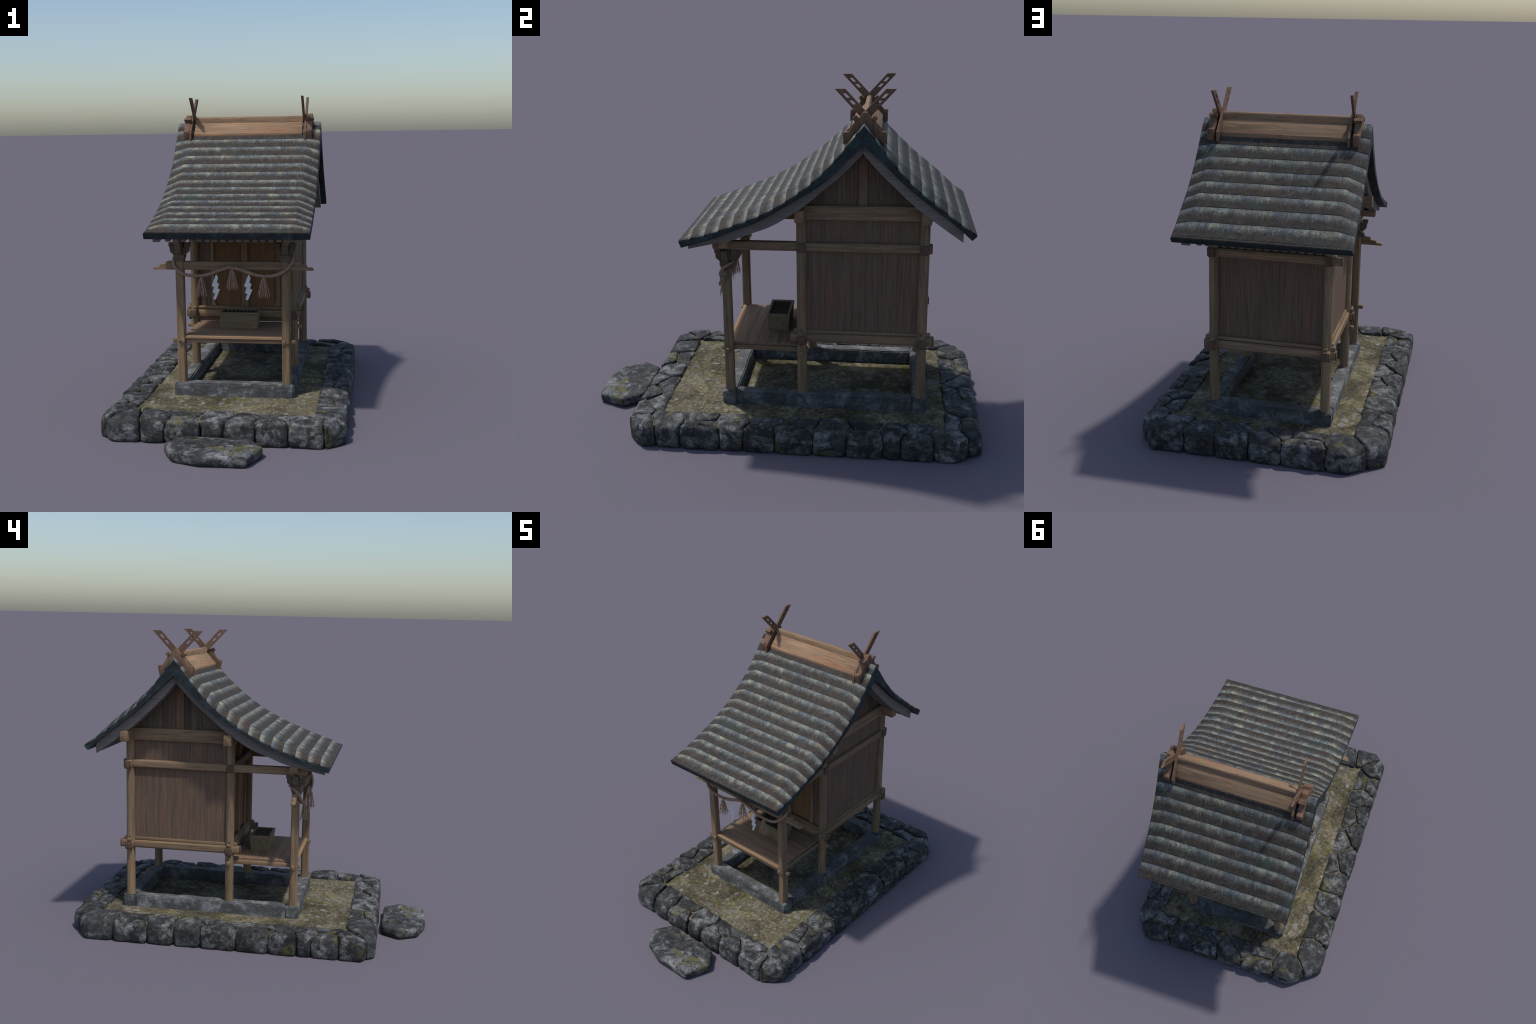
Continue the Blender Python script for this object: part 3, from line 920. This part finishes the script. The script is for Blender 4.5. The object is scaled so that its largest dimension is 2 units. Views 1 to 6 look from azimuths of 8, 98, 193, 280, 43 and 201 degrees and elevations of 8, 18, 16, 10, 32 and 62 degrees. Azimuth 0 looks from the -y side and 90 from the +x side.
def top_edge(y):
    return spline(TOP_F, y) if y <= RIDGE_Y else spline(TOP_B, y)
def bot_edge(y):
    return spline(BOT_F, y) if y <= .412 else spline(BOT_B, y)
def under(y):
    return spline(UND_F, y) if y <= .410 else spline(UND_B, y)
def swell(x):
    """the roof surface rises from the verge to a flat field"""
    t = (EDGE_X - abs(x)) / (EDGE_X - .336)
    t = max(0.0, min(1.0, t))
    k = 1.08 * t if t < 0.86 else 1.08 * 0.86 + (t - 0.86) / 0.14 * (1 - 1.08 * 0.86)
    return k
def roof_z(x, y):
    z = top_edge(y) + max(0.0, spline(LIFT, y)) * swell(x)
    # small rounding at the verge
    e = max(0.0, abs(x) - (EDGE_X - .010)) / .010
    return z - .006 * e * e

roof = empty('roof', shrine)

def roof_body():
    ysF = [-.447, -.440, -.42] + [-.40 + .8 * i / 44 for i in range(45)] + [.407]
    ysB = [RIDGE_Y, .420] + [.44 + .44 * i / 26 for i in range(27)] + [.90, .915, .922]
    ys = ysF + ysB
    xs = [-EDGE_X, -.414, -.409, -.395, -.37, -.347, -.336] + [-.30 + .06 * i for i in range(11)] + [.336, .347, .37, .395, .409, .414, EDGE_X]
    nx, ny = len(xs), len(ys)
    vs, fs = [], []
    for y in ys:
        for x in xs:
            vs.append((x, y, roof_z(x, y) - .0045))
    def yb(y):   # underside is a little shorter than the top
        return max(-.436, min(.902, y))
    for y in ys:
        for x in xs:
            b = yb(y)
            vs.append((x, b, bot_edge(b)))
    o = nx * ny
    for k in range(ny - 1):
        for i in range(nx - 1):
            a = k * nx + i
            fs.append((a, a + 1, a + nx + 1, a + nx))
            fs.append((o + a, o + a + nx, o + a + nx + 1, o + a + 1))
    for k in range(ny - 1):
        for i in (0, nx - 1):
            a = k * nx + i
            fs.append((a, a + nx, o + a + nx, o + a))
    for i in range(nx - 1):
        for k in (0, ny - 1):
            a = k * nx + i
            fs.append((a, a + 1, o + a + 1, o + a))
    ob = from_pydata('roof_body', vs, fs, M_EDGE, roof, True)
    bm = bmesh.new(); bm.from_mesh(ob.data)
    bmesh.ops.remove_doubles(bm, verts=bm.verts, dist=1e-5)
    bmesh.ops.recalc_face_normals(bm, faces=bm.faces)
    bm.to_mesh(ob.data); bm.free()
    ob.data.set_sharp_from_angle(angle=math.radians(40))
roof_body()

COURSE_X = [-.4192, -.414, -.409, -.395, -.37, -.347, -.336] + [-.32 + .64 * i / 40 for i in range(41)] + [.336, .347, .37, .395, .409, .414, .4192]
def course(y_head, y_butt, mat, seed, lip=.0006):
    """one lapped course: head tucked under the course above, butt edge standing proud"""
    d = -1 if y_butt < y_head else 1
    y_tuck = y_head - d * min(.012, abs(y_head - RIDGE_Y))
    steps = [0.0, .15, .35, .55, .75, .90, .97, 1.0]
    nx = len(COURSE_X)
    top, bot = [], []
    for s in steps:
        for x in COURSE_X:
            jog = 0.0009 * noise.noise(Vector((x * 24, seed * 3.7, s * 2))) * s
            y = y_tuck + (y_butt - y_tuck) * s + d * jog
            y = max(-.4475, min(.9225, y))
            z = roof_z(x, y)
            lift = -.0012 + (lip + .0012) * s
            if s == 1.0:
                lift -= .0004
            puff = .0006 * noise.noise(Vector((x * 11, y * 30, seed)))
            top.append((x, y, z + lift + puff))
            bot.append((x, y, z - .0052))
    vs = top + bot; o = len(top); ny = len(steps)
    fs = []
    for k in range(ny - 1):
        for i in range(nx - 1):
            a = k * nx + i
            fs.append((a, a + 1, a + nx + 1, a + nx)); fs.append((o + a, o + a + nx, o + a + nx + 1, o + a + 1))
    for k in range(ny - 1):
        for i in (0, nx - 1):
            a = k * nx + i; fs.append((a, a + nx, o + a + nx, o + a))
    for i in range(nx - 1):
        for k in (0, ny - 1):
            a = k * nx + i; fs.append((a, a + 1, o + a + 1, o + a))
    ob = from_pydata('roof_course', vs, fs, mat, roof, True)
    ob.data.set_sharp_from_angle(angle=math.radians(45))

FRONT = [RIDGE_Y, .375, .326, .280, .230, .177, .119, .061, .002, -.061, -.124, -.188, -.255, -.323, -.390, -.447]
BACK = [RIDGE_Y, .464, .513, .565, .620, .673, .730, .790, .852, .914, .922]
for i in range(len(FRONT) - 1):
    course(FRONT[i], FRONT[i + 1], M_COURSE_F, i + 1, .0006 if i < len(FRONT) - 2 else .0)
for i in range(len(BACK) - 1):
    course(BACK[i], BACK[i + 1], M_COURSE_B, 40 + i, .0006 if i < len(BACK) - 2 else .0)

# barge boards and rafters follow the underside of the roof
def slope_strip(name, xa, xb, xa2, xb2, y0, y1, mat, drop=0.0, n=36, up=0.006):
    """strip under the roof from y0 to y1; xa..xb at its upper face, xa2..xb2 at its lower face"""
    vs, fs = [], []
    for k in range(n + 1):
        y = y0 + (y1 - y0) * k / n
        zt = bot_edge(max(-.434, min(.900, y))) + up; zb = under(y) + drop
        vs += [(xa, y, zt), (xb, y, zt), (xb2, y, zb), (xa2, y, zb)]
    for k in range(n):
        for i in range(4):
            j = (i + 1) % 4
            fs.append((4 * k + i, 4 * k + j, 4 * k + 4 + j, 4 * k + 4 + i))
    fs += [(0, 1, 2, 3), (4 * n, 4 * n + 1, 4 * n + 2, 4 * n + 3)]
    ob = from_pydata(name, vs, fs, mat, roof)
    ob.data.shade_smooth() if hasattr(ob.data, 'shade_smooth') else None
    ob.data.set_sharp_from_angle(angle=math.radians(40))
for sx in (-1, 1):
    for y0, y1 in ((-.412, .410), (.4102, .866)):
        xo = .380 if y0 < 0 else .388
        slope_strip('barge_board', sx * xo, sx * .335, sx * xo, sx * .345, y0, y1, W_BARGE)
nr = 16
for i in range(nr):
    x = -.303 + .606 * i / (nr - 1)
    slope_strip('rafter', x - .0165, x + .0165, x - .0115, x + .0115, -.408, .4100, W_BARGE, .0)
    slope_strip('rafter', x - .0165, x + .0165, x - .0115, x + .0115, .4102, .862, W_BARGE, .0)

# gable ends
GY = [.095, .14, .19, .24, .29, .34, .385, .4105, .436, .48, .53, .58, .63, .68, .728]
for sx in (-1, 1):
    a = sx * .268; b = sx * .280
    lo, hi = min(a, b), max(a, b)
    edges = [.100, .165, .228, .292, .345, .3885, .4310, .482, .540, .600, .660, .722]
    for i in range(len(edges) - 1):
        y0, y1 = edges[i] + .0003, edges[i + 1] - .0003
        king = abs((y0 + y1) / 2 - .41) < .01
        ysx = [y0 + (y1 - y0) * k / 4 for k in range(5)]
        prof = [(y0, 1.10), (y1, 1.10)] + [(y, under(y) + .022) for y in reversed(ysx)]
        ext = .007 if king else 0.0015 * (i % 2)
        prism('king_post' if king else 'gable_board', prof, 0, lo - (ext if sx < 0 else 0), hi + (ext if sx > 0 else 0),
              W_FINIAL if king else W_GABLE, shrine)
    # short cap block over the king post
    box('cap_block', *sorted((sx * .276, sx * .292)), .380, .441, 1.366, 1.386, W_FINIAL, shrine, .002)
    # boards closing the wall between tie beam and rafters, front and back
prism('wall_panel', [(-.27, 1.05), (.27, 1.05), (.27, 1.15), (-.27, 1.15)], 1, .118, .128, W_GABLE, shrine)
prism('wall_panel', [(-.27, 1.05), (.27, 1.05), (.27, 1.125), (-.27, 1.125)], 1, .712, .722, W_GABLE, shrine)

# ------------------------------------------------------------------ ridge
ridge = empty('ridge', roof)
RC = .4155
beam = [(-.013, 1.535), (.013, 1.535), (.0135, 1.566), (.010, 1.575), (.004, 1.5785), (-.004, 1.5785), (-.010, 1.575), (-.0135, 1.566)]
prism('ridge_beam', [(RC + a, z) for a, z in beam], 0, -.316, .316, W_RIDGE, ridge)
for s in (-1, 1):
    brd = [(.010, 1.545), (.0185, 1.5415), (.0715, 1.4820), (.0715, 1.464), (.064, 1.460), (.010, 1.527)]
    prism('ridge_board', [(RC + s * a, z) for a, z in brd], 0, -.3155, .3155, W_RIDGE, ridge, .0012)

def crossed_plank(direction, x0, x1):
    """finial plank leaning over the ridge: slanted blade with two sloping windows; direction +1 points to the rear"""
    def yc(z):
        return RC + (z - 1.5655) * .1135 / .1215
    lev = [1.4865, 1.545, 1.618, 1.636, 1.647, 1.667, 1.6875]
    cols = [-.0235, -.0078, .0078, .0235]
    bm = bmesh.new()
    grid = [[bm.verts.new((x0, RC + direction * (yc(z) + c - RC), z)) for c in cols] for z in lev]
    for k in range(len(lev) - 1):
        for i in range(3):
            if i == 1 and k in (2, 4):
                continue
            bm.faces.new((grid[k][i], grid[k][i + 1], grid[k + 1][i + 1], grid[k + 1][i]))
    # foot: cut upright at its outer end
    def V(y, z):
        return bm.verts.new((x0, RC + direction * (y - RC), z))
    yl = yc(1.4865) - .0235
    p, q = V(yl, 1.4415), V(yl + .0065, 1.4415)
    bm.faces.new((grid[0][0], grid[0][1], grid[0][2], grid[0][3], q, p))
    r = bmesh.ops.extrude_face_region(bm, geom=list(bm.faces))
    bmesh.ops.translate(bm, verts=[v for v in r['geom'] if isinstance(v, bmesh.types.BMVert)], vec=(x1 - x0, 0, 0))
    from_bm('crossed_plank', bm, W_FINIAL, ridge)

def saddle(sx):
    """carved saddle block straddling the ridge outside the crossed planks"""
    half = [(.0095, 1.590), (.0235, 1.567), (.042, 1.553), (.0560, 1.527), (.0745, 1.503), (.0830, 1.5025), (.0955, 1.5015), (.0990, 1.493), (.0880, 1.442)]
    prof = [(RC + a, z) for a, z in half] + [(RC, 1.5385)] + [(RC - a, z) for a, z in reversed(half)]
    lo, hi = sorted((sx * .3415, sx * .3735))
    prism('ridge_saddle', prof, 0, lo, hi, W_FINIAL, ridge, .0025, 2)
    for s in (-1, 1):
        # scroll knob with three ribs
        y, z = RC + s * .0425, 1.5625
        c, d = math.cos(.75), s * math.sin(.75)
        blk = [(-.012, -.010), (.010, -.010), (.013, -.004), (.009, -.001), (.013, .003), (.009, .006), (.012, .011), (-.010, .010)]
        prism('scroll_knob', [(y + s * (a * c + b * .55), z + b * c - a * .55 + .0) for a, b in blk], 0, *sorted((sx * .3365, sx * .3765)), W_FINIAL, ridge, .0008)
for sx in (-1, 1):
    crossed_plank(1, sx * .3285, sx * .3400)
    crossed_plank(-1, sx * .3165, sx * .3280)
    saddle(sx)
